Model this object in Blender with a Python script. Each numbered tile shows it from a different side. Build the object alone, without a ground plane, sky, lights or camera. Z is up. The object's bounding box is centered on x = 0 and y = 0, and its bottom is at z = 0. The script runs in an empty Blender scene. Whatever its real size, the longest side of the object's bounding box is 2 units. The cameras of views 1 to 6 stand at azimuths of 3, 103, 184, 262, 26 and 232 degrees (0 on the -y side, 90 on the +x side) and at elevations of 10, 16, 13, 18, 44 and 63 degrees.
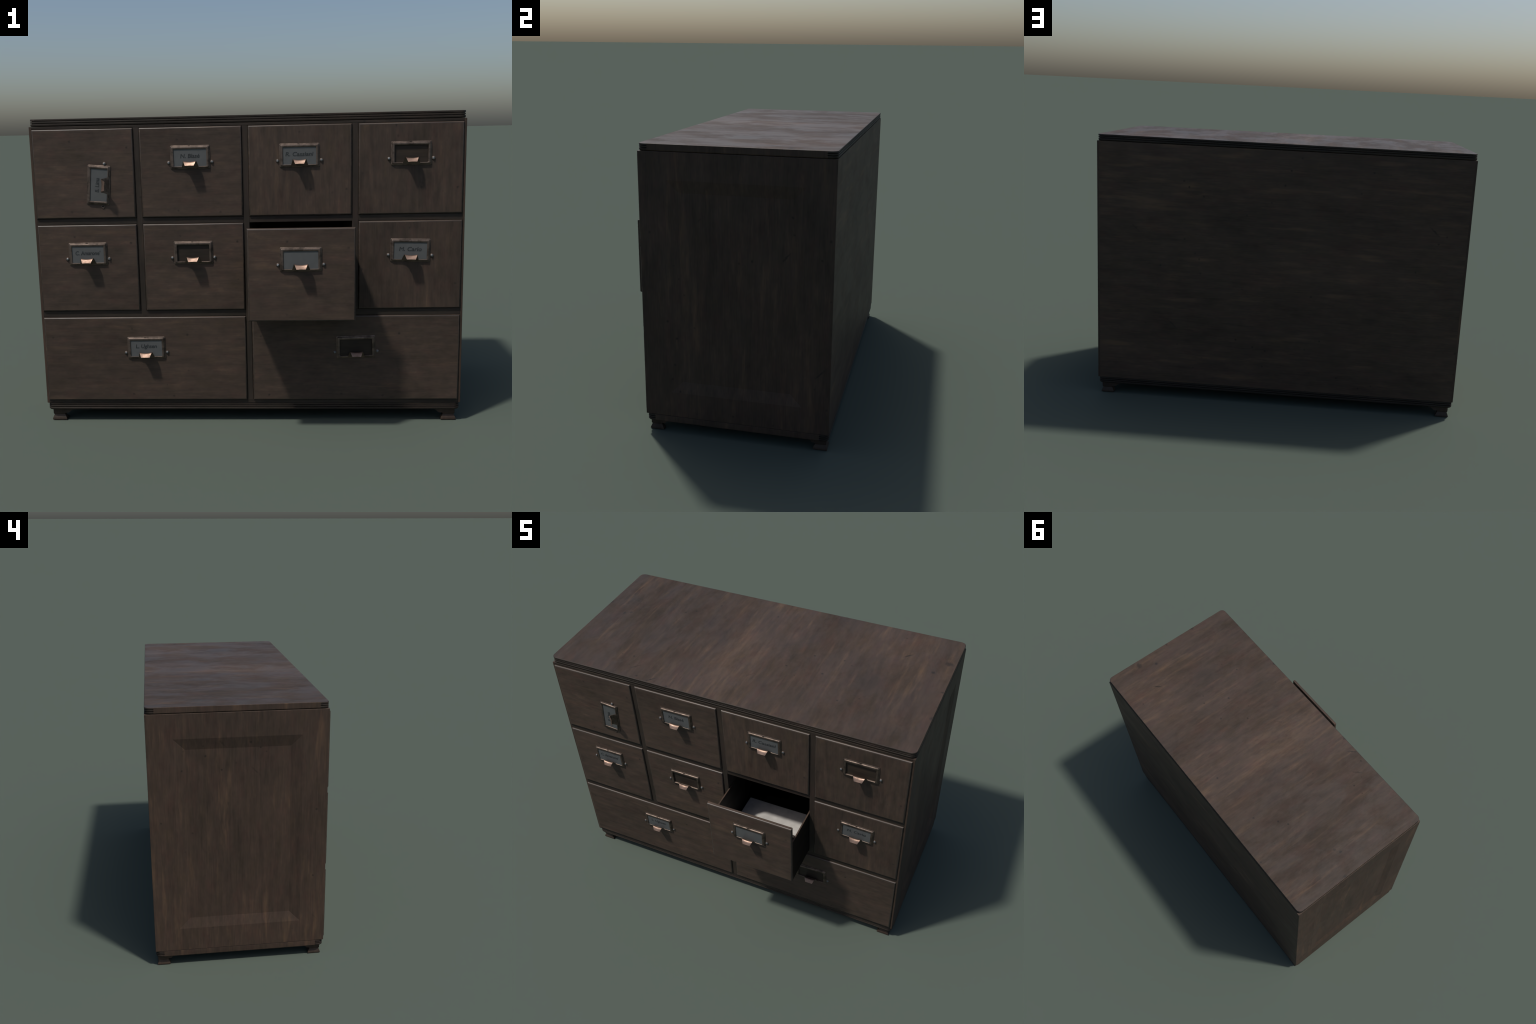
"""Old dark-wood card cabinet: ten drawers with brass label holders, one drawer pulled out."""
import bpy, bmesh, math, random
from mathutils import Vector, Matrix

random.seed(7)
scene = bpy.context.scene

# ------------------------------------------------------------------ sizes (metres)
BODY_X, BODY_FRONT, BODY_BACK = 1.0, -0.3275, 0.6063
BODY_BOTTOM, BODY_TOP = 0.0925, 1.4260
LID_X, LID_FRONT, LID_BACK, LID_RADIUS = 0.9993, -0.3262, 0.6052, 0.028
LID_HEIGHT = 0.0338
FRONT_FACE, FRONT_THICK, OPEN_SHIFT = -0.3355, 0.0180, -0.2270
COLUMN_CENTRES = (-0.7515, -0.2510, 0.2500, 0.7520)
SMALL_W, SMALL_H, LARGE_W, LARGE_H = 0.4720, 0.4140, 0.9730, 0.4140
ROW_BOTTOMS = (0.9985, 0.5540, 0.1080)
GAP = 0.0012

# ------------------------------------------------------------------ node helpers
class Nodes:
    """Small wrapper that makes node graphs read like expressions."""
    def __init__(self, name):
        self.mat = bpy.data.materials.new(name)
        self.mat.use_nodes = True
        self.t = self.mat.node_tree
        self.t.nodes.clear()
        self.out = self.t.nodes.new("ShaderNodeOutputMaterial")

    def add(self, kind, **inputs):
        n = self.t.nodes.new(kind)
        for k, v in inputs.items():
            if k in ("operation", "blend_type", "data_type", "noise_dimensions", "feature", "interpolation_type", "clamp"):
                setattr(n, k, v)
        return n

    def put(self, node, socket, value):
        s = node.inputs[socket]
        if hasattr(value, "is_output") or isinstance(value, bpy.types.NodeSocket):
            self.t.links.new(value, s)
        else:
            s.default_value = value

    def math(self, op, a, b=0.0, clamp=False):
        n = self.add("ShaderNodeMath", operation=op)
        n.use_clamp = clamp
        self.put(n, 0, a); self.put(n, 1, b)
        return n.outputs[0]

    def coords(self):
        return self.add("ShaderNodeTexCoord").outputs["Object"]

    def scaled(self, vec, scale, loc=(0, 0, 0), rot=(0, 0, 0)):
        n = self.add("ShaderNodeMapping")
        self.put(n, "Vector", vec); self.put(n, "Scale", scale)
        self.put(n, "Location", loc); self.put(n, "Rotation", rot)
        return n.outputs[0]

    def noise(self, vec, scale, detail=4.0, rough=0.55, w=None, distort=0.0):
        n = self.add("ShaderNodeTexNoise", noise_dimensions="4D" if w is not None else "3D")
        self.put(n, "Vector", vec); self.put(n, "Scale", scale)
        self.put(n, "Detail", detail); self.put(n, "Roughness", rough); self.put(n, "Distortion", distort)
        if w is not None:
            self.put(n, "W", w)
        return n.outputs[0]

    def voronoi(self, vec, scale, rnd=1.0):
        n = self.add("ShaderNodeTexVoronoi")
        self.put(n, "Vector", vec); self.put(n, "Scale", scale); self.put(n, "Randomness", rnd)
        return n.outputs["Distance"]

    def ramp(self, fac, stops):
        n = self.add("ShaderNodeValToRGB")
        e = n.color_ramp.elements
        while len(e) < len(stops):
            e.new(0.5)
        for el, (p, c) in zip(e, stops):
            el.position = p
            el.color = (c, c, c, 1) if isinstance(c, float) else (*c, 1)
        self.put(n, 0, fac)
        return n.outputs[0]

    def mix(self, fac, a, b, blend="MIX"):
        n = self.add("ShaderNodeMix", data_type="RGBA", blend_type=blend)
        self.put(n, 0, fac)
        for s, v in ((6, a), (7, b)):
            self.put(n, s, (*v, 1) if isinstance(v, tuple) else v)
        return n.outputs[2]

    def span(self, fac, lo, hi, to_lo=0.0, to_hi=1.0):
        n = self.add("ShaderNodeMapRange")
        for i, v in enumerate((fac, lo, hi, to_lo, to_hi)):
            self.put(n, i, v)
        return n.outputs[0]

    def random(self):
        return self.add("ShaderNodeObjectInfo").outputs["Random"]

    def bump(self, height, strength=0.2, distance=0.002):
        n = self.add("ShaderNodeBump")
        self.put(n, "Height", height); self.put(n, "Strength", strength); self.put(n, "Distance", distance)
        return n.outputs[0]

    def finish(self, colour, rough, metallic=0.0, normal=None, specular=0.5, coat=0.0):
        b = self.add("ShaderNodeBsdfPrincipled")
        self.put(b, "Base Color", (*colour, 1) if isinstance(colour, tuple) else colour)
        self.put(b, "Roughness", rough); self.put(b, "Metallic", metallic)
        self.put(b, "Specular IOR Level", specular); self.put(b, "Coat Weight", coat)
        if normal is not None:
            self.put(b, "Normal", normal)
        self.t.links.new(b.outputs[0], self.out.inputs[0])
        return self.mat


def wood(name, grain, tone=1.0, streak=None, seed=0.0, figure=1.0, gloss=0.0, mix=(0.30, 0.30, 0.28, 0.46), marks=(), cast=(1.0, 1.0, 1.0), shine=1.0, vary=0.0, clouds=0.3):
    """Stained dark wood. grain = axis letter the fibres run along; streak = centre x of a paler band of boards."""
    m = Nodes(name)
    def stretch(k):
        return {"x": (k, 1, 1), "y": (1, k, 1), "z": (1, 1, k)}[grain]
    w = m.math("ADD", m.math("MULTIPLY", m.random(), 40.0), seed)
    p = m.coords()
    fibre = m.noise(m.scaled(p, stretch(0.06)), 150.0, 3.0, 0.6, w, 0.1)
    band = m.noise(m.scaled(p, stretch(0.13)), 46.0, 4.0, 0.62, w, 0.2)
    mottle = m.noise(m.scaled(p, stretch(0.45)), 30.0, 5.0, 0.68, m.math("ADD", w, 11.0))
    blotch = m.noise(m.scaled(p, stretch(0.40)), 3.6, 5.0, 0.62, w, 0.3)
    tint = m.noise(m.scaled(p, stretch(0.40)), 20.0, 4.0, 0.65, m.math("ADD", w, 7.0))
    v = m.math("ADD", m.math("MULTIPLY", fibre, mix[0]), m.math("MULTIPLY", band, mix[1]))
    v = m.math("ADD", v, m.math("MULTIPLY", mottle, mix[2]))
    v = m.math("ADD", v, m.math("MULTIPLY", blotch, mix[3]))
    v = m.math("SUBTRACT", v, (sum(mix) - 1.18) * 0.5)    # keep the average tone whatever the contrast
    if streak is not None:
        sx = m.add("ShaderNodeSeparateXYZ"); m.put(sx, 0, p)
        off = m.math("DIVIDE", m.math("SUBTRACT", sx.outputs[0], streak), 0.24)
        bell = m.math("POWER", 2.718, m.math("MULTIPLY", m.math("MULTIPLY", off, off), -1.0))
        v = m.math("ADD", v, m.math("MULTIPLY", m.math("MULTIPLY", bell, band), 0.14))
    base = m.ramp(v, [(0.42, (0.0285, 0.0213, 0.0162)), (0.55, (0.0455, 0.0327, 0.0249)),
                      (0.66, (0.0600, 0.0414, 0.0313)), (0.80, (0.0880, 0.0588, 0.0410))])
    red = m.mix(m.span(tint, 0.50, 0.68, 0.0, 0.7), base, m.mix(1.0, base, (1.06, 0.90, 0.92), "MULTIPLY"))
    olive = m.mix(m.span(tint, 0.48, 0.32, 0.0, 0.7), red, m.mix(1.0, base, (0.98, 0.98, 0.88), "MULTIPLY"))
    # tawny slivers where the stain has rubbed thin
    sliver = m.noise(m.scaled(p, stretch(0.11), (4.0, 1.0, 2.0)), 26.0, 3.0, 0.5, m.math("ADD", w, 5.0))
    where = m.span(m.math("ADD", blotch, band), 0.85, 1.15)
    tawny = m.math("MULTIPLY", m.math("MULTIPLY", m.span(sliver, 0.55, 0.75), where), 0.70 * figure, True)
    col = m.mix(tawny, olive, (0.125, 0.078, 0.047))
    # small ink-dark knots and nicks, short slanting scratches
    rare = m.noise(p, 2.6, 1.0, 0.5, m.math("ADD", w, 3.0))
    cells = m.voronoi(m.scaled(p, (1, 1, 1), (seed, 3.1, 1.7)), 13.0)
    wob = m.noise(p, 120.0, 2.0, 0.5, w)
    knot = m.math("MULTIPLY", m.span(m.math("ADD", cells, m.math("MULTIPLY", wob, 0.10)), 0.155, 0.085), m.span(rare, 0.42, 0.50), True)
    tilt = {"x": (0, 0.75, 0), "y": (0, 0, 0.75), "z": (0.75, 0, 0)}[grain]
    turned = m.scaled(m.scaled(p, (1, 1, 1), (1.3, 2.2, 0.4), tilt), stretch(0.16))
    scr = m.voronoi(turned, 12.0)
    scratch = m.math("MULTIPLY", m.span(m.math("ADD", scr, m.math("MULTIPLY", wob, 0.12)), 0.135, 0.075), m.span(rare, 0.56, 0.48), True)
    dark = m.math("MULTIPLY", m.math("MAXIMUM", knot, scratch), 0.72)
    col = m.mix(dark, col, (0.013, 0.013, 0.0115))
    for at, radius, shade in marks:                     # single gouges and scuffs
        d = m.add("ShaderNodeVectorMath", operation="DISTANCE")
        m.put(d, 0, p); m.put(d, 1, at)
        ragged = m.math("ADD", d.outputs["Value"], m.math("MULTIPLY", m.math("SUBTRACT", m.noise(p, 70.0, 3.0, 0.6, w), 0.5), radius * 2.4))
        col = m.mix(m.span(ragged, radius * 1.4, radius * 0.6, 0.0, 0.62), col, shade)
    col = m.mix(1.0, col, tuple(tone * c for c in cast), "MULTIPLY")
    if vary:                                            # boards from different parts of the tree
        own = m.add("ShaderNodeCombineColor")
        k = m.span(m.random(), 0.0, 1.0, 1.0 - vary, 1.0 + vary)
        for i in range(3):
            m.put(own, i, k)
        col = m.mix(1.0, col, own.outputs[0], "MULTIPLY")
    # cloudy patches where the old finish is still glossy
    patch = m.span(m.noise(m.scaled(p, stretch(0.5)), 6.0, 7.0, 0.68, m.math("ADD", w, 17.0), 0.4), 0.42, 0.58)
    rough = m.span(patch, 0.0, 1.0, 0.55 + 0.07 * clouds - gloss, 0.55 - 0.08 * clouds - gloss)
    sheen = m.span(patch, 0.0, 1.0, (0.23 - 0.09 * clouds) * shine, (0.23 + 0.09 * clouds) * shine)
    nrm = m.bump(m.math("ADD", fibre, m.math("MULTIPLY", dark, -1.5)), 0.10, 0.0015)
    return m.finish(col, rough, normal=nrm, specular=sheen)


def metal(name, colour, dirt, rough, worn=0.0, grime=0.0):
    m = Nodes(name)
    w = m.math("MULTIPLY", m.random(), 30.0)
    p = m.coords()
    patina = m.noise(p, 38.0, 4.0, 0.6, w)
    fine = m.noise(p, 220.0, 3.0, 0.6, w)
    col = m.mix(m.span(patina, 0.40, 0.62), colour, dirt)
    crust = m.math("MULTIPLY", m.span(m.noise(p, 24.0, 3.0, 0.6, m.math("ADD", w, 9.0)), 0.50, 0.62), grime)
    col = m.mix(crust, col, (0.045, 0.036, 0.030))
    r = m.span(m.math("ADD", m.math("MULTIPLY", patina, 0.7), m.math("MULTIPLY", fine, 0.3)), 0.35, 0.65, rough, rough + 0.22)
    return m.finish(col, r, metallic=1.0, normal=m.bump(patina, 0.10 + worn, 0.002))


def plain(name, colour, rough, grain=0.08, scale=60.0, specular=0.5, coat=0.0):
    m = Nodes(name)
    n = m.noise(m.coords(), scale, 4.0, 0.6, m.math("MULTIPLY", m.random(), 20.0))
    lo = tuple(c * (1 - grain) for c in colour); hi = tuple(c * (1 + grain) for c in colour)
    return m.finish(m.ramp(n, [(0.35, lo), (0.65, hi)]), rough, specular=specular, coat=coat)


INKY = (0.012, 0.013, 0.013)
TOP_Z = BODY_TOP + 0.001 + LID_HEIGHT
TOP_MARKS = [((0.962, 0.251, TOP_Z), 0.016, INKY), ((0.905, 0.150, TOP_Z), 0.009, INKY), ((-0.830, 0.065, TOP_Z), 0.008, INKY),
             ((-0.860, 0.045, TOP_Z), 0.007, INKY),
             ((0.996, -0.200, TOP_Z), 0.010, INKY), ((0.990, 0.010, TOP_Z), 0.008, INKY),
             ((-0.300, -0.462, TOP_Z), 0.009, INKY), ((0.420, -0.463, TOP_Z), 0.008, INKY), ((-0.995, 0.120, TOP_Z), 0.009, INKY)]
WOOD_TOP = wood("stained_wood_top", "y", 0.97, streak=0.02, seed=2.0, mix=(0.14, 0.24, 0.32, 0.56), marks=TOP_MARKS, shine=1.1, clouds=1.0)
WOOD_SIDE = wood("stained_wood_upright", "z", 1.05, seed=5.0, cast=(1.03, 0.98, 0.95))
WOOD_BACK = wood("stained_wood_back", "x", 1.2, seed=9.0, mix=(0.26, 0.28, 0.30, 0.40), cast=(1.03, 0.99, 0.94))
WOOD_FRONT_H = wood("stained_wood_front_lengthwise", "x", 1.13, vary=0.06, mix=(0.20, 0.28, 0.46, 0.50), seed=12.0, figure=0.5)
WOOD_FRONT_V = wood("stained_wood_front_upright", "z", 1.05, vary=0.06, mix=(0.20, 0.28, 0.46, 0.50), seed=15.0, figure=0.5)
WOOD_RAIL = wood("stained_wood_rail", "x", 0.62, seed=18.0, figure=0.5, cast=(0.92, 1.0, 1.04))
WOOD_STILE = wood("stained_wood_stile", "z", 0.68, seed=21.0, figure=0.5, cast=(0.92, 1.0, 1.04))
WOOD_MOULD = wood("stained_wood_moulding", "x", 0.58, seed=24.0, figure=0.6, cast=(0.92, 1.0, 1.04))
WOOD_FOOT = wood("stained_wood_foot", "z", 0.85, seed=27.0)
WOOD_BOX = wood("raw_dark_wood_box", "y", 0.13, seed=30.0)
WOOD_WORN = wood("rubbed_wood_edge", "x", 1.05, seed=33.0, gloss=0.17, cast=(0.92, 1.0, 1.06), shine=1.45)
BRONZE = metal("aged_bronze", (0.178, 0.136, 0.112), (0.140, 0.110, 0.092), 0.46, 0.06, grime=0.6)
COPPER = metal("handled_copper", (0.28, 0.192, 0.150), (0.22, 0.152, 0.120), 0.42)
STEEL = metal("dull_steel", (0.22, 0.23, 0.235), (0.16, 0.168, 0.172), 0.50)
CARD = plain("shaded_name_card", (0.088, 0.090, 0.089), 0.45, 0.06, 30.0, specular=0.4)  # grey paints in the shade on white paper behind a frosted pane
SHADE_WOOD = wood("shade_plate_wood", "x", 0.62, seed=36.0, cast=(0.95, 1.0, 1.0))  # dark tone puts the frame's inner shadow into the colour
INK = plain("faded_ink", (0.030, 0.033, 0.034), 0.6, 0.2, 90.0, specular=0.3)
PAPER = plain("paper_sheets", (0.42, 0.405, 0.385), 0.85, 0.14, 16.0, specular=0.2)
FOLDER = plain("dark_card", (0.040, 0.034, 0.029), 0.8, 0.15, 30.0, specular=0.2)
DISC_DARK = plain("dark_hole_disc", (0.012, 0.011, 0.010), 0.9)

# ------------------------------------------------------------------ mesh helpers
def keep_flat(me, area=0.004):
    """Broad faces stay truly flat next to their rounded edges."""
    for poly in me.polygons:
        if poly.area > area:
            poly.use_smooth = False


def make(name, bm, material, parent, loc=(0, 0, 0), smooth=35.0):
    bmesh.ops.recalc_face_normals(bm, faces=bm.faces)
    me = bpy.data.meshes.new(name)
    bm.to_mesh(me); bm.free()
    me.materials.append(material)
    if smooth:
        me.polygons.foreach_set("use_smooth", [True] * len(me.polygons))
        me.set_sharp_from_angle(angle=math.radians(smooth))
    keep_flat(me)
    return place(name, me, parent, loc)


def place(name, me, parent, loc=(0, 0, 0), turn=0.0):
    o = bpy.data.objects.new(name, me)
    scene.collection.objects.link(o)
    o.parent = parent
    o.location = loc
    o.rotation_euler = (0, turn, 0)
    return o


def box_into(bm, lo, hi):
    vs = [bm.verts.new((x, y, z)) for x in (lo[0], hi[0]) for y in (lo[1], hi[1]) for z in (lo[2], hi[2])]
    for f in ((0, 1, 3, 2), (4, 6, 7, 5), (0, 4, 5, 1), (2, 3, 7, 6), (0, 2, 6, 4), (1, 5, 7, 3)):
        bm.faces.new([vs[i] for i in f])
    return vs


def board(name, lo, hi, material, parent, bevel=0.0015):
    """A rectangular board whose own origin is its centre."""
    c = [(a + b) / 2 for a, b in zip(lo, hi)]
    bm = bmesh.new()
    box_into(bm, [a - m for a, m in zip(lo, c)], [b - m for b, m in zip(hi, c)])
    if bevel:
        bmesh.ops.bevel(bm, geom=list(bm.edges), offset=bevel, segments=2, profile=0.6, affect="EDGES")
    return make(name, bm, material, parent, c)


def loft(bm, rings, close_ring=True, cap=True):
    rows = [[bm.verts.new(p) for p in r] for r in rings]
    n = len(rows[0])
    for a, b in zip(rows, rows[1:]):
        for i in range(n if close_ring else n - 1):
            j = (i + 1) % n
            bm.faces.new((a[i], a[j], b[j], b[i]))
    if cap:
        bm.faces.new(rows[0][::-1]); bm.faces.new(rows[-1])
    return rows


def rounded_rect(hw, hh, r, seg=5):
    """Points of a rounded rectangle, counter-clockwise from lower right."""
    pts = []
    for cx, cy, a0 in ((hw - r, -hh + r, -90), (hw - r, hh - r, 0), (-hw + r, hh - r, 90), (-hw + r, -hh + r, 180)):
        for k in range(seg + 1):
            a = math.radians(a0 + 90 * k / seg)
            pts.append((cx + r * math.cos(a), cy + r * math.sin(a)))
    return pts

# ------------------------------------------------------------------ the thing
cabinet = bpy.data.objects.new("drawer_cabinet", None)
scene.collection.objects.link(cabinet)
cabinet["label"] = "dark stained wooden card cabinet with ten drawers, one pulled open"
cabinet["category"] = "drawer cabinet"

# ---- reeded top board and base moulding: one plan outline, swept through a profile of insets
REED_END = 0.045           # the grooves run round the corners and stop this far along the ends
def reeded_slab(name, z_levels, material_body, parent):
    """z_levels: (z, groove_depth, all_round_inset). Grooves bite front, back and corners only."""
    hx, hy = LID_X, (LID_BACK - LID_FRONT) / 2
    cy = (LID_BACK + LID_FRONT) / 2
    r, seg = LID_RADIUS, 8
    plan = []                                  # (x, y, nx, ny, groove?)
    for qx, qy, a0 in ((1, -1, -90), (1, 1, 0), (-1, 1, 90), (-1, -1, 180)):
        arc = []
        for k in range(seg + 1):
            a = math.radians(a0 + 90 * k / seg)
            arc.append((qx * (hx - r) + r * math.cos(a), qy * (hy - r) + r * math.sin(a), math.cos(a), math.sin(a), 1))
        end_y = qy * (hy - REED_END)
        stop = [(qx * hx, end_y, qx, 0, 1), (qx * hx, end_y - qy * 0.0015, qx, 0, 0)]
        plan += (arc + stop) if a0 in (-90, 90) else (stop[::-1] + arc)
    bm = bmesh.new()
    rings = []
    for z, groove, inset in z_levels:
        rings.append([(x - nx * (groove * g + inset), y - ny * (groove * g + inset), z) for x, y, nx, ny, g in plan])
    rows = loft(bm, rings)
    kind = {}
    for f in bm.faces:                          # broad faces keep the board's look, reeds and ends have their own
        f.normal_update()
        if len(f.verts) > 4:
            f.material_index = 0
        else:
            c = f.calc_center_median()
            f.material_index = 2 if abs(c.x) > hx - 0.012 and abs(c.y) < hy - REED_END else 1
    o = make(name, bm, material_body, parent, (0, cy, 0), smooth=30)
    o.data.materials.append(WOOD_MOULD); o.data.materials.append(WOOD_SIDE)
    return o

def reed_profile(z0, height, under):
    """Three half-round reeds parted by two narrow grooves; the edge next to the body is rounded under."""
    rows = [(0.0000, 0.0, 0.0020), (0.0008, 0.0, 0.0005), (0.0018, 0.0, 0.0), (0.0080, 0.0, 0.0), (0.0089, 0.0010, 0.0),
            (0.0094, 0.0075, 0.0), (0.0114, 0.0075, 0.0), (0.0120, 0.0010, 0.0), (0.0129, 0.0003, 0.0), (0.0182, 0.0003, 0.0),
            (0.0191, 0.0010, 0.0), (0.0197, 0.0075, 0.0), (0.0217, 0.0075, 0.0), (0.0223, 0.0010, 0.0), (0.0232, 0.0, 0.0),
            (0.0285, 0.0, 0.0), (0.0312, 0.0, 0.0012 * under), (0.0333, 0.0, 0.0042 * under), (0.0345, 0.0, 0.0085 * under)]
    k = height / 0.0345
    return [(z0 + height - z * k, g, i) for z, g, i in rows][::-1]

top_board = reeded_slab("top_board", reed_profile(BODY_TOP + 0.001, LID_HEIGHT, 0.55), WOOD_TOP, cabinet)
base_moulding = reeded_slab("base_moulding", reed_profile(0.0555, 0.0360, 0.7), WOOD_MOULD, cabinet)

# ---- feet: flared pad, short block, bracket arms curving into the underside
def foot_mesh():
    bm = bmesh.new()
    # block and flared pad: (z, outer inset, reach) measured from the foot's outer corner
    rows = [(0.0000, 0.0008, 0.0700), (0.0045, 0.0000, 0.0710), (0.0140, 0.0030, 0.0672), (0.0230, 0.0072, 0.0612),
            (0.0262, 0.0078, 0.0600), (0.0290, 0.0060, 0.0606), (0.0330, 0.0046, 0.0612), (0.0555, 0.0043, 0.0612)]
    loft(bm, [[(i, i, z), (r, i, z), (r, 0.028, z), (0.028, r, z), (i, r, z)] for z, i, r in rows])
    # two thin bracket arms whose lower edge sweeps up in a hollow curve
    curve = [(0.0610, 0.0335), (0.0780, 0.0345), (0.0830, 0.0365), (0.0870, 0.0405), (0.0920, 0.0450), (0.0990, 0.0495), (0.1110, 0.0530)]
    for swap in (False, True):
        k = 0.80 if swap else 1.0
        depth = (0.0046, 0.0250)
        rings = []
        for d, z in curve:
            d = 0.0605 + (d - 0.0605) * k
            ring = [(d, depth[0], z), (d, depth[1], z), (d, depth[1], 0.0554), (d, depth[0], 0.0554)]
            rings.append([(y, x, zz) for x, y, zz in ring] if swap else ring)
        loft(bm, rings)
    bmesh.ops.recalc_face_normals(bm, faces=bm.faces)
    me = bpy.data.meshes.new("foot"); bm.to_mesh(me); bm.free()
    me.materials.append(WOOD_FOOT)
    me.polygons.foreach_set("use_smooth", [True] * len(me.polygons))
    me.set_sharp_from_angle(angle=math.radians(40))
    return me

FOOT = foot_mesh()
for sx in (1, -1):
    for sy, y in ((1, -0.3150), (-1, 0.5985)):
        o = place("foot", FOOT, cabinet, (-sx * 0.9830, y, 0))
        o.scale = (sx, sy, 1)

# ---- carcass
HOLE_X = [(c - SMALL_W / 2 - GAP, c + SMALL_W / 2 + GAP) for c in COLUMN_CENTRES]
LEFT_IN, RIGHT_IN = HOLE_X[0][0], HOLE_X[3][1]
R1, R2, R3 = ROW_BOTTOMS
HOLE_Z = [(R1 - GAP, R1 + SMALL_H + GAP), (R2 - GAP, R2 + SMALL_H + GAP), (R3 - GAP, R3 + LARGE_H + GAP)]

def side_panel(sign, inner):
    """End panel with a shallow sunk field, its four slopes mitred."""
    bm = bmesh.new()
    y0, y1, z0, z1 = BODY_FRONT, BODY_BACK, BODY_BOTTOM, BODY_TOP
    cy, cz = (y0 + y1) / 2, (z0 + z1) / 2
    X, b = BODY_X, 0.0016
    fy, fz0, fz1, slope, sink = 0.3310, 0.2240, 1.2950, 0.0590, 0.0105
    def ring(x, ylo, yhi, zlo, zhi):
        return [(sign * x, ylo - cy, zlo - cz), (sign * x, yhi - cy, zlo - cz), (sign * x, yhi - cy, zhi - cz), (sign * x, ylo - cy, zhi - cz)]
    rings = [ring(inner, y0, y1, z0, z1), ring(X - b, y0, y1, z0, z1), ring(X - 0.0004, y0 + b * 0.5, y1 - b * 0.5, z0 + b * 0.5, z1 - b * 0.5),
             ring(X, y0 + b, y1 - b, z0 + b, z1 - b),
             ring(X, 0.140 - fy, 0.140 + fy, fz0, fz1),
             ring(X - sink, 0.140 - fy + slope, 0.140 + fy - slope, fz0 + slope, fz1 - slope)]
    loft(bm, rings)
    return make("side_panel", bm, WOOD_SIDE, cabinet, (0, cy, cz), smooth=3)

side_panel(-1, -LEFT_IN)
side_panel(1, RIGHT_IN)
board("back_panel", (LEFT_IN, BODY_BACK - 0.014, BODY_BOTTOM), (RIGHT_IN, BODY_BACK, BODY_TOP), WOOD_BACK, cabinet, 0.0006)
INNER_BACK = BODY_BACK - 0.014
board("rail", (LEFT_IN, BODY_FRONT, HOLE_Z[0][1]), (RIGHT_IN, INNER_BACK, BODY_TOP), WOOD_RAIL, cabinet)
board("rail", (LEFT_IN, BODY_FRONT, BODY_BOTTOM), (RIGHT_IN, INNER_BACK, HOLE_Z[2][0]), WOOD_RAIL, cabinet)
mid = (HOLE_X[1][1], HOLE_X[2][0])
board("stile", (mid[0], BODY_FRONT, HOLE_Z[2][0]), (mid[1], INNER_BACK, HOLE_Z[0][1]), WOOD_STILE, cabinet)
left_mid, right_mid = (HOLE_X[0][1], HOLE_X[1][0]), (HOLE_X[2][1], HOLE_X[3][0])
for lo, hi in (left_mid, right_mid):
    board("stile", (lo, BODY_FRONT, HOLE_Z[1][0]), (hi, INNER_BACK, HOLE_Z[0][1]), WOOD_STILE, cabinet)
for lo, hi in ((LEFT_IN, mid[0]), (mid[1], RIGHT_IN)):
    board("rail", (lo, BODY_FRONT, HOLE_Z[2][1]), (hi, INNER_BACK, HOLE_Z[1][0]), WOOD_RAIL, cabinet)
for lo, hi in ((LEFT_IN, left_mid[0]), (left_mid[1], mid[0]), (mid[1], right_mid[0]), (right_mid[1], RIGHT_IN)):
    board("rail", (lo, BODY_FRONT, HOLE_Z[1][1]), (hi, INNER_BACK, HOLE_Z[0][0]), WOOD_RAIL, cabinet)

# ------------------------------------------------------------------ drawer meshes (origin: middle of the front face, y pointing back)
def front_mesh(w, h, material):
    bm = bmesh.new()
    e = 0.0066                                           # softened front edge
    rings = []
    for y, inset in ((FRONT_THICK, 0.0), (0.0062, 0.0), (0.0040, 0.0007), (0.0020, 0.0026), (0.0005, 0.0050), (0.0, e)):
        a, b = w / 2 - inset, h / 2 - inset
        rings.append([(-a, y, -b), (a, y, -b), (a, y, b), (-a, y, b)])
    loft(bm, rings)
    bmesh.ops.recalc_face_normals(bm, faces=bm.faces)
    for f in bm.faces:
        c = f.calc_center_median()
        f.material_index = 1 if 0.0001 < c.y < 0.0058 else 0
    me = bpy.data.meshes.new("drawer_front"); bm.to_mesh(me); bm.free()
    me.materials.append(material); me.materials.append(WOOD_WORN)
    me.polygons.foreach_set("use_smooth", [True] * len(me.polygons))
    me.set_sharp_from_angle(angle=math.radians(40))
    keep_flat(me, 0.02)
    return me

def tray_mesh(w, h):
    """Open-topped box behind the front: two sides, back and bottom."""
    bm = bmesh.new()
    t, y0, y1 = 0.0070, FRONT_THICK, FRONT_THICK + 0.840
    a, zb, zt = w / 2 + 0.0008, -h / 2 + 0.004, h / 2 - 0.112
    box_into(bm, (-a, y0, zb), (-a + t, y1, zt))
    box_into(bm, (a - t, y0, zb), (a, y1, zt))
    box_into(bm, (-a + t, y1 - t, zb), (a - t, y1, zt))
    box_into(bm, (-a + t, y0, zb), (a - t, y1 - t, zb + 0.006))
    bmesh.ops.recalc_face_normals(bm, faces=bm.faces)
    for f in bm.faces:                                    # top edges take the paler side wood
        f.material_index = 1 if f.calc_center_median().z > zt - 0.0001 else 0
    me = bpy.data.meshes.new("drawer"); bm.to_mesh(me); bm.free()
    me.materials.append(WOOD_BOX); me.materials.append(WOOD_SIDE)
    return me

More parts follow.
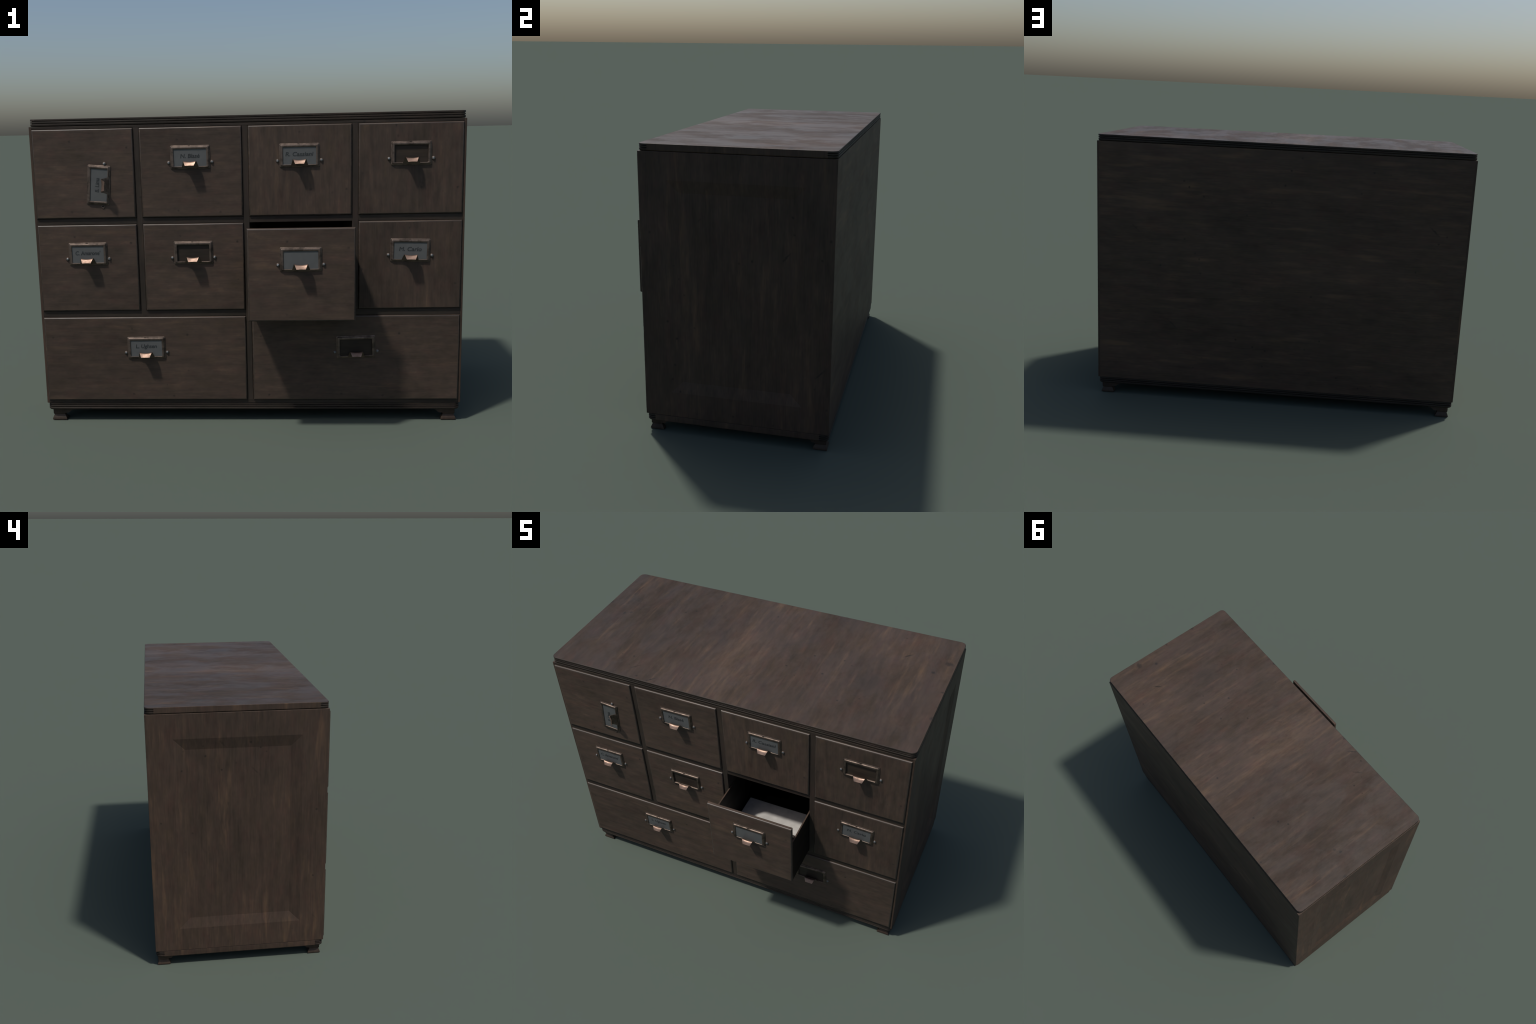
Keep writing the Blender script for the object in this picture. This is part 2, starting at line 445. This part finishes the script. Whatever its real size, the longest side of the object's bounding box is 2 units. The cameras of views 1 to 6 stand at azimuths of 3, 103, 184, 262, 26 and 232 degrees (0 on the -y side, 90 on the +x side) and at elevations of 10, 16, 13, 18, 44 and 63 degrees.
def paper_mesh(w, h):
    """A pile of sheets lying in the front of the tray, its top faintly rippled."""
    bm = bmesh.new()
    a, y0, y1 = w / 2 - 0.0190, FRONT_THICK + 0.004, 0.4420
    z0, z1, n = -h / 2 + 0.0164, -h / 2 + 0.0400, 24
    def level(i, j, top):
        return (z1 + 0.0010 * math.sin(9 * i / n + 1) * math.sin(7 * j / n)) if top else z0
    grid = [[[bm.verts.new((-a + 2 * a * i / n, y0 + (y1 - y0) * j / n, level(i, j, top))) for i in range(n + 1)] for j in range(n + 1)] for top in (0, 1)]
    for g in grid:
        for j in range(n):
            for i in range(n):
                bm.faces.new((g[j][i], g[j][i + 1], g[j + 1][i + 1], g[j + 1][i]))
    lo, hi = grid
    for i in range(n):
        bm.faces.new((lo[0][i], lo[0][i + 1], hi[0][i + 1], hi[0][i])); bm.faces.new((lo[n][i], lo[n][i + 1], hi[n][i + 1], hi[n][i]))
        bm.faces.new((lo[i][0], lo[i + 1][0], hi[i + 1][0], hi[i][0])); bm.faces.new((lo[i][n], lo[i + 1][n], hi[i + 1][n], hi[i][n]))
    bmesh.ops.recalc_face_normals(bm, faces=bm.faces)
    me = bpy.data.meshes.new("paper"); bm.to_mesh(me); bm.free()
    me.materials.append(PAPER)
    me.polygons.foreach_set("use_smooth", [True] * len(me.polygons))
    me.set_sharp_from_angle(angle=math.radians(40))
    return me

def upright_card_mesh(w, length):
    """One index card, origin on its lower edge, top corners clipped."""
    bm = bmesh.new()
    a, c = w / 2 - 0.0150, 0.004
    outline = [(-a, 0), (a, 0), (a, length - c), (a - c, length), (-a + c, length), (-a, length - c)]
    loft(bm, [[(x, y, z) for x, z in outline] for y in (-0.0023, 0.0023)])
    bmesh.ops.recalc_face_normals(bm, faces=bm.faces)
    me = bpy.data.meshes.new("index_card"); bm.to_mesh(me); bm.free()
    me.materials.append(FOLDER)
    return me

# ------------------------------------------------------------------ label holder meshes (origin: between the two screws; -y towards viewer)
SCREW_X, PLATE_HW = 0.0997, 0.0915
PLATE_LO, PLATE_HI = -0.0300, 0.0775
PLATE_HH, PLATE_CZ = (PLATE_HI - PLATE_LO) / 2, (PLATE_HI + PLATE_LO) / 2

def holder_mesh():
    """Pressed bronze label frame: thin plate with a raised rim round the window, ears for the screws."""
    bm = bmesh.new()
    win_hw, win_hh, win_cz = 0.0755, 0.0395, PLATE_CZ - 0.0010 - 0.0012
    def ring(hw, hh, cz, r, p):
        return [(x, -p, z + cz) for x, z in rounded_rect(hw, hh, r)]
    mid_hw, mid_hh, mid_cz = PLATE_HW - 0.0050, PLATE_HH - 0.0058, PLATE_CZ + 0.0008
    rings = [ring(PLATE_HW, PLATE_HH, PLATE_CZ, 0.0055, 0.0002), ring(PLATE_HW, PLATE_HH, PLATE_CZ, 0.0055, 0.0022),
             ring(PLATE_HW - 0.0012, PLATE_HH - 0.0012, PLATE_CZ, 0.0045, 0.0032),
             ring(mid_hw + 0.0010, mid_hh + 0.0010, mid_cz, 0.0060, 0.0034),
             ring(mid_hw, mid_hh, mid_cz, 0.0055, 0.0070), ring(mid_hw - 0.0016, mid_hh - 0.0016, mid_cz, 0.0045, 0.0084),
             ring(win_hw + 0.0005, win_hh + 0.0005, win_cz, 0.0042, 0.0084), ring(win_hw, win_hh, win_cz, 0.0040, 0.0079),
             ring(win_hw, win_hh, win_cz, 0.0040, 0.0002)]
    rows = [[bm.verts.new(p) for p in r] for r in rings]
    n = len(rows[0])
    for a, b in zip(rows, rows[1:] + rows[:1]):
        for i in range(n):
            bm.faces.new((a[i], a[(i + 1) % n], b[(i + 1) % n], b[i]))
    # little stop at the middle of the top edge
    box_into(bm, (-0.0085, -0.0068, PLATE_HI - 0.0080), (0.0005, -0.0024, PLATE_HI - 0.0004))
    # ears: rings with a hole
    for s in (-1, 1):
        inner, outer = 0.0042, 0.0088
        seg = 24
        circ = lambda r, p: [(s * SCREW_X + r * math.cos(2 * math.pi * k / seg), -p, r * math.sin(2 * math.pi * k / seg)) for k in range(seg)]
        rr = [[bm.verts.new(p) for p in c] for c in (circ(outer, 0.0002), circ(outer, 0.0014), circ(outer - 0.0012, 0.0024), circ(inner + 0.001, 0.0024), circ(inner, 0.0014), circ(inner, 0.0002))]
        for a, b in zip(rr, rr[1:] + rr[:1]):
            for i in range(seg):
                bm.faces.new((a[i], a[(i + 1) % seg], b[(i + 1) % seg], b[i]))
    bmesh.ops.recalc_face_normals(bm, faces=bm.faces)
    me = bpy.data.meshes.new("label_holder"); bm.to_mesh(me); bm.free()
    me.materials.append(BRONZE)
    me.polygons.foreach_set("use_smooth", [True] * len(me.polygons))
    me.set_sharp_from_angle(angle=math.radians(50))
    return me

PULL_CURVE = [  # (projection, height, half width): web rises from the lower bar, rolls over, tip hangs down
    (0.0066, -0.0245, 0.0410), (0.0095, -0.0185, 0.0385), (0.0135, -0.0095, 0.0355), (0.0180, -0.0010, 0.0330),
    (0.0222, 0.0046, 0.0312), (0.0262, 0.0068, 0.0300), (0.0304, 0.0052, 0.0284), (0.0345, 0.0010, 0.0262),
    (0.0382, -0.0050, 0.0238), (0.0417, -0.0105, 0.0216), (0.0433, -0.0140, 0.0200)]

def pull_mesh():
    bm = bmesh.new()
    nu, thick = 16, 0.0014
    grid = []
    for k, (p, z, hw) in enumerate(PULL_CURVE):
        a = PULL_CURVE[max(k - 1, 0)]; b = PULL_CURVE[min(k + 1, len(PULL_CURVE) - 1)]
        tp, tz = b[0] - a[0], b[1] - a[1]
        l = math.hypot(tp, tz)
        np_, nz = -tz / l, tp / l                         # points up/back side of the sheet
        sag = 0.0042 * max(0.0, 1 - abs(k - 5) / 4.5)     # the roll is dished across its width
        tip = -0.0012 if k == len(PULL_CURVE) - 1 else 0.0
        row = []
        for side in (1, -1):
            for i in range(nu + 1):
                u = (-1 + 2 * i / nu) * side
                d = sag * (1 - u * u) + tip * (1 - u * u)
                h = thick * 0.5 * side
                row.append((u * hw, -(p + np_ * h), z - d + nz * h))
        grid.append(row)
    loft(bm, grid)
    bmesh.ops.recalc_face_normals(bm, faces=bm.faces)
    me = bpy.data.meshes.new("pull"); bm.to_mesh(me); bm.free()
    me.materials.append(COPPER); me.materials.append(BRONZE)
    for poly in me.polygons:                              # bronze paints the web's shade; the rolled lip is rubbed bright
        poly.material_index = 1 if -poly.center.y < 0.0262 else 0
    me.polygons.foreach_set("use_smooth", [True] * len(me.polygons))
    me.set_sharp_from_angle(angle=math.radians(60))
    return me

def screw_mesh():
    """Round-headed slotted screw."""
    bm = bmesh.new()
    seg, r, slot = 28, 0.0060, 0.00055
    prof = [(r, 0.0020), (r, 0.0032), (r * 0.90, 0.0046), (r * 0.68, 0.0058), (r * 0.40, 0.0065), (r * 0.12, 0.0067)]
    rows = [[bm.verts.new((q * math.cos(2 * math.pi * k / seg), -p, q * math.sin(2 * math.pi * k / seg))) for k in range(seg)] for q, p in prof]
    for a, b in zip(rows, rows[1:]):
        for i in range(seg):
            bm.faces.new((a[i], a[(i + 1) % seg], b[(i + 1) % seg], b[i]))
    bm.faces.new(rows[0]); bm.faces.new(rows[-1])
    for row, (q, p) in zip(rows[2:], prof[2:]):           # press the slot in
        for v in row:
            if abs(v.co.z) < slot * 2.2:
                v.co.y += 0.0011
    bmesh.ops.recalc_face_normals(bm, faces=bm.faces)
    me = bpy.data.meshes.new("screw"); bm.to_mesh(me); bm.free()
    me.materials.append(STEEL)
    me.polygons.foreach_set("use_smooth", [True] * len(me.polygons))
    me.set_sharp_from_angle(angle=math.radians(45))
    return me

def card_mesh():
    bm = bmesh.new()
    box_into(bm, (-0.0772, -0.0058, PLATE_CZ - 0.0435), (0.0772, -0.0006, PLATE_CZ + 0.0415))
    bmesh.ops.recalc_face_normals(bm, faces=bm.faces)
    me = bpy.data.meshes.new("name_card"); bm.to_mesh(me); bm.free()
    me.materials.append(CARD)
    return me

def shade_plate_mesh():
    """Added plate: darkened wood that carries the shade inside an empty holder."""
    bm = bmesh.new()
    box_into(bm, (-0.0772, -0.0008, PLATE_CZ - 0.0435), (0.0772, -0.0001, PLATE_CZ + 0.0415))
    bmesh.ops.recalc_face_normals(bm, faces=bm.faces)
    me = bpy.data.meshes.new("holder_shade_plate"); bm.to_mesh(me); bm.free()
    me.materials.append(SHADE_WOOD)
    return me

def hole_disc_mesh():  # flat dark disc in place of a real opening
    bm = bmesh.new()
    bmesh.ops.create_circle(bm, cap_ends=True, segments=20, radius=0.0041, matrix=Matrix.Translation((0, -0.0005, 0)) @ Matrix.Rotation(math.pi / 2, 4, "X"))
    me = bpy.data.meshes.new("screw_hole_disc"); bm.to_mesh(me); bm.free()
    me.materials.append(DISC_DARK)
    return me

def lettering_mesh(words, width):
    cu = bpy.data.curves.new("lettering", "FONT")
    cu.body = words
    cu.size = 0.026
    cu.align_x, cu.align_y = "CENTER", "CENTER"
    cu.extrude = 0.00015
    cu.shear = 0.15
    o = bpy.data.objects.new("lettering_source", cu)
    scene.collection.objects.link(o)
    bpy.context.view_layer.update()
    me = bpy.data.meshes.new_from_object(o.evaluated_get(bpy.context.evaluated_depsgraph_get()))
    bpy.data.objects.remove(o)
    xs = [v.co.x for v in me.vertices]; ys = [v.co.y for v in me.vertices]
    k = width / (max(xs) - min(xs)); cx = (max(xs) + min(xs)) / 2; cyy = (max(ys) + min(ys)) / 2
    for v in me.vertices:
        x, y, z = v.co
        v.co = ((x - cx) * k, -0.00595 - z, (y - cyy) * 1.0)
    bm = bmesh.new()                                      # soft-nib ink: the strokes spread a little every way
    for k in range(6):
        a = 2 * math.pi * k / 6
        shift = Vector((0.00075 * math.cos(a), -0.00004 * k, 0.00075 * math.sin(a)))
        old = len(bm.verts)
        bm.from_mesh(me)
        bm.verts.ensure_lookup_table()
        for v in bm.verts[old:]:
            v.co += shift
    bm.to_mesh(me); bm.free()
    me.materials.clear(); me.materials.append(INK)
    for poly in me.polygons:
        poly.material_index = 0
    me.name = "lettering"
    return me

SMALL_FRONT = {"h": front_mesh(SMALL_W, SMALL_H, WOOD_FRONT_H), "v": front_mesh(SMALL_W, SMALL_H, WOOD_FRONT_V)}
LARGE_FRONT = front_mesh(LARGE_W, LARGE_H, WOOD_FRONT_H)
SMALL_TRAY, LARGE_TRAY = tray_mesh(SMALL_W, SMALL_H), tray_mesh(LARGE_W, LARGE_H)
PAPER_PILE = paper_mesh(SMALL_W, SMALL_H)
INDEX_CARD = upright_card_mesh(SMALL_W, 0.2460)
HOLDER, PULL, SCREW, NAME_CARD, HOLE_DISC, SHADE_PLATE = holder_mesh(), pull_mesh(), screw_mesh(), card_mesh(), hole_disc_mesh(), shade_plate_mesh()

# (column, row, grain, holder centre x, z, tilt in degrees, words or "" for a blank card or None for no card, word width)
SMALL = [
    (0, 0, "h", None, None, 85.4, "B. Lima", 0.066),
    (1, 0, "h", -0.2526, 1.2512, 0.25, "N. Blasé", 0.088),
    (2, 0, "v", 0.2480, 1.2507, 0.10, "R. Cassiani", 0.126),
    (3, 0, "v", 0.7527, 1.2510, 0.10, None, 0),
    (0, 1, "h", -0.7517, 0.8068, 0.20, "C. Amarone'", 0.118),
    (1, 1, "h", -0.2525, 0.8078, 0.30, None, 0),
    (2, 1, "h", 0.2480, 0.8085, 0.10, "", 0),
    (3, 1, "v", 0.7526, 0.8070, -1.40, "M. Carlo", 0.102)]
LARGE = [(-1, -0.4945, 0.3482, 0.45, "L. Ughsen", 0.100), (1, 0.5052, 0.3474, 1.50, None, 0)]


def fit_holder(drawer, origin, hx, hz, tilt, words, width, pivot_right=False):
    """Screw a label holder (and what belongs to it) onto a drawer front."""
    turn = -math.radians(tilt)
    x, z = hx - origin[0], hz - origin[2]
    place("label_holder", HOLDER, drawer, (x, 0, z), turn)
    place("pull", PULL, drawer, (x, 0, z), turn)
    c, s = math.cos(-turn), math.sin(-turn)
    for side in (-1, 1):
        at = (x + side * SCREW_X * c, 0, z + side * SCREW_X * s)
        if pivot_right and side == -1:
            place("screw_hole_disc", HOLE_DISC, drawer, at)
            continue
        place("screw", SCREW, drawer, at, random.uniform(0, math.pi))
    if words is None:
        place("holder_shade_plate", SHADE_PLATE, drawer, (x, 0, z), turn)
    else:
        place("name_card", NAME_CARD, drawer, (x, 0, z), turn)
        if words:
            dz = 0.0295
            place("lettering", lettering_mesh(words, width), drawer, (x - dz * s * 1.0, 0, z + dz * c), turn)


def new_drawer(tray, front, origin):
    d = place("drawer", tray, cabinet, origin)
    place("drawer_front", front, d)
    return d


for col, row, grain, hx, hz, tilt, words, width in SMALL:
    opened = (col, row) == (2, 1)
    cz = ROW_BOTTOMS[row] + SMALL_H / 2 + (0.0006 if opened else 0)
    origin = (COLUMN_CENTRES[col] - (0.0012 if opened else 0), FRONT_FACE + (OPEN_SHIFT if opened else 0), cz)
    d = new_drawer(SMALL_TRAY, SMALL_FRONT[grain], origin)
    if hx is None:                                        # hangs from its right screw only
        px, pz = -0.6527, 1.2517
        a = math.radians(tilt)
        fit_holder(d, origin, px - SCREW_X * math.cos(a), pz - SCREW_X * math.sin(a), tilt, words, width, True)
    else:
        fit_holder(d, origin, hx, hz, tilt, words, width)
    if opened:
        place("paper", PAPER_PILE, d)
        for k in range(12):                               # a batch of cards on the pile, leaning against the front
            c = place("index_card", INDEX_CARD, d, (random.uniform(-0.0012, 0.0012), FRONT_THICK + 0.0640 + 0.0047 * k,
                                                    -SMALL_H / 2 + 0.0420 + 0.0008 * (11 - k) + random.uniform(-0.0006, 0.0006)))
            c.rotation_euler = (math.radians(13.0), 0, 0)

for side, hx, hz, tilt, words, width in LARGE:
    cx = (COLUMN_CENTRES[0] + COLUMN_CENTRES[1]) / 2 if side < 0 else (COLUMN_CENTRES[2] + COLUMN_CENTRES[3]) / 2
    origin = (cx, FRONT_FACE, ROW_BOTTOMS[2] + LARGE_H / 2)
    d = new_drawer(LARGE_TRAY, LARGE_FRONT, origin)
    fit_holder(d, origin, hx, hz, tilt, words, width)
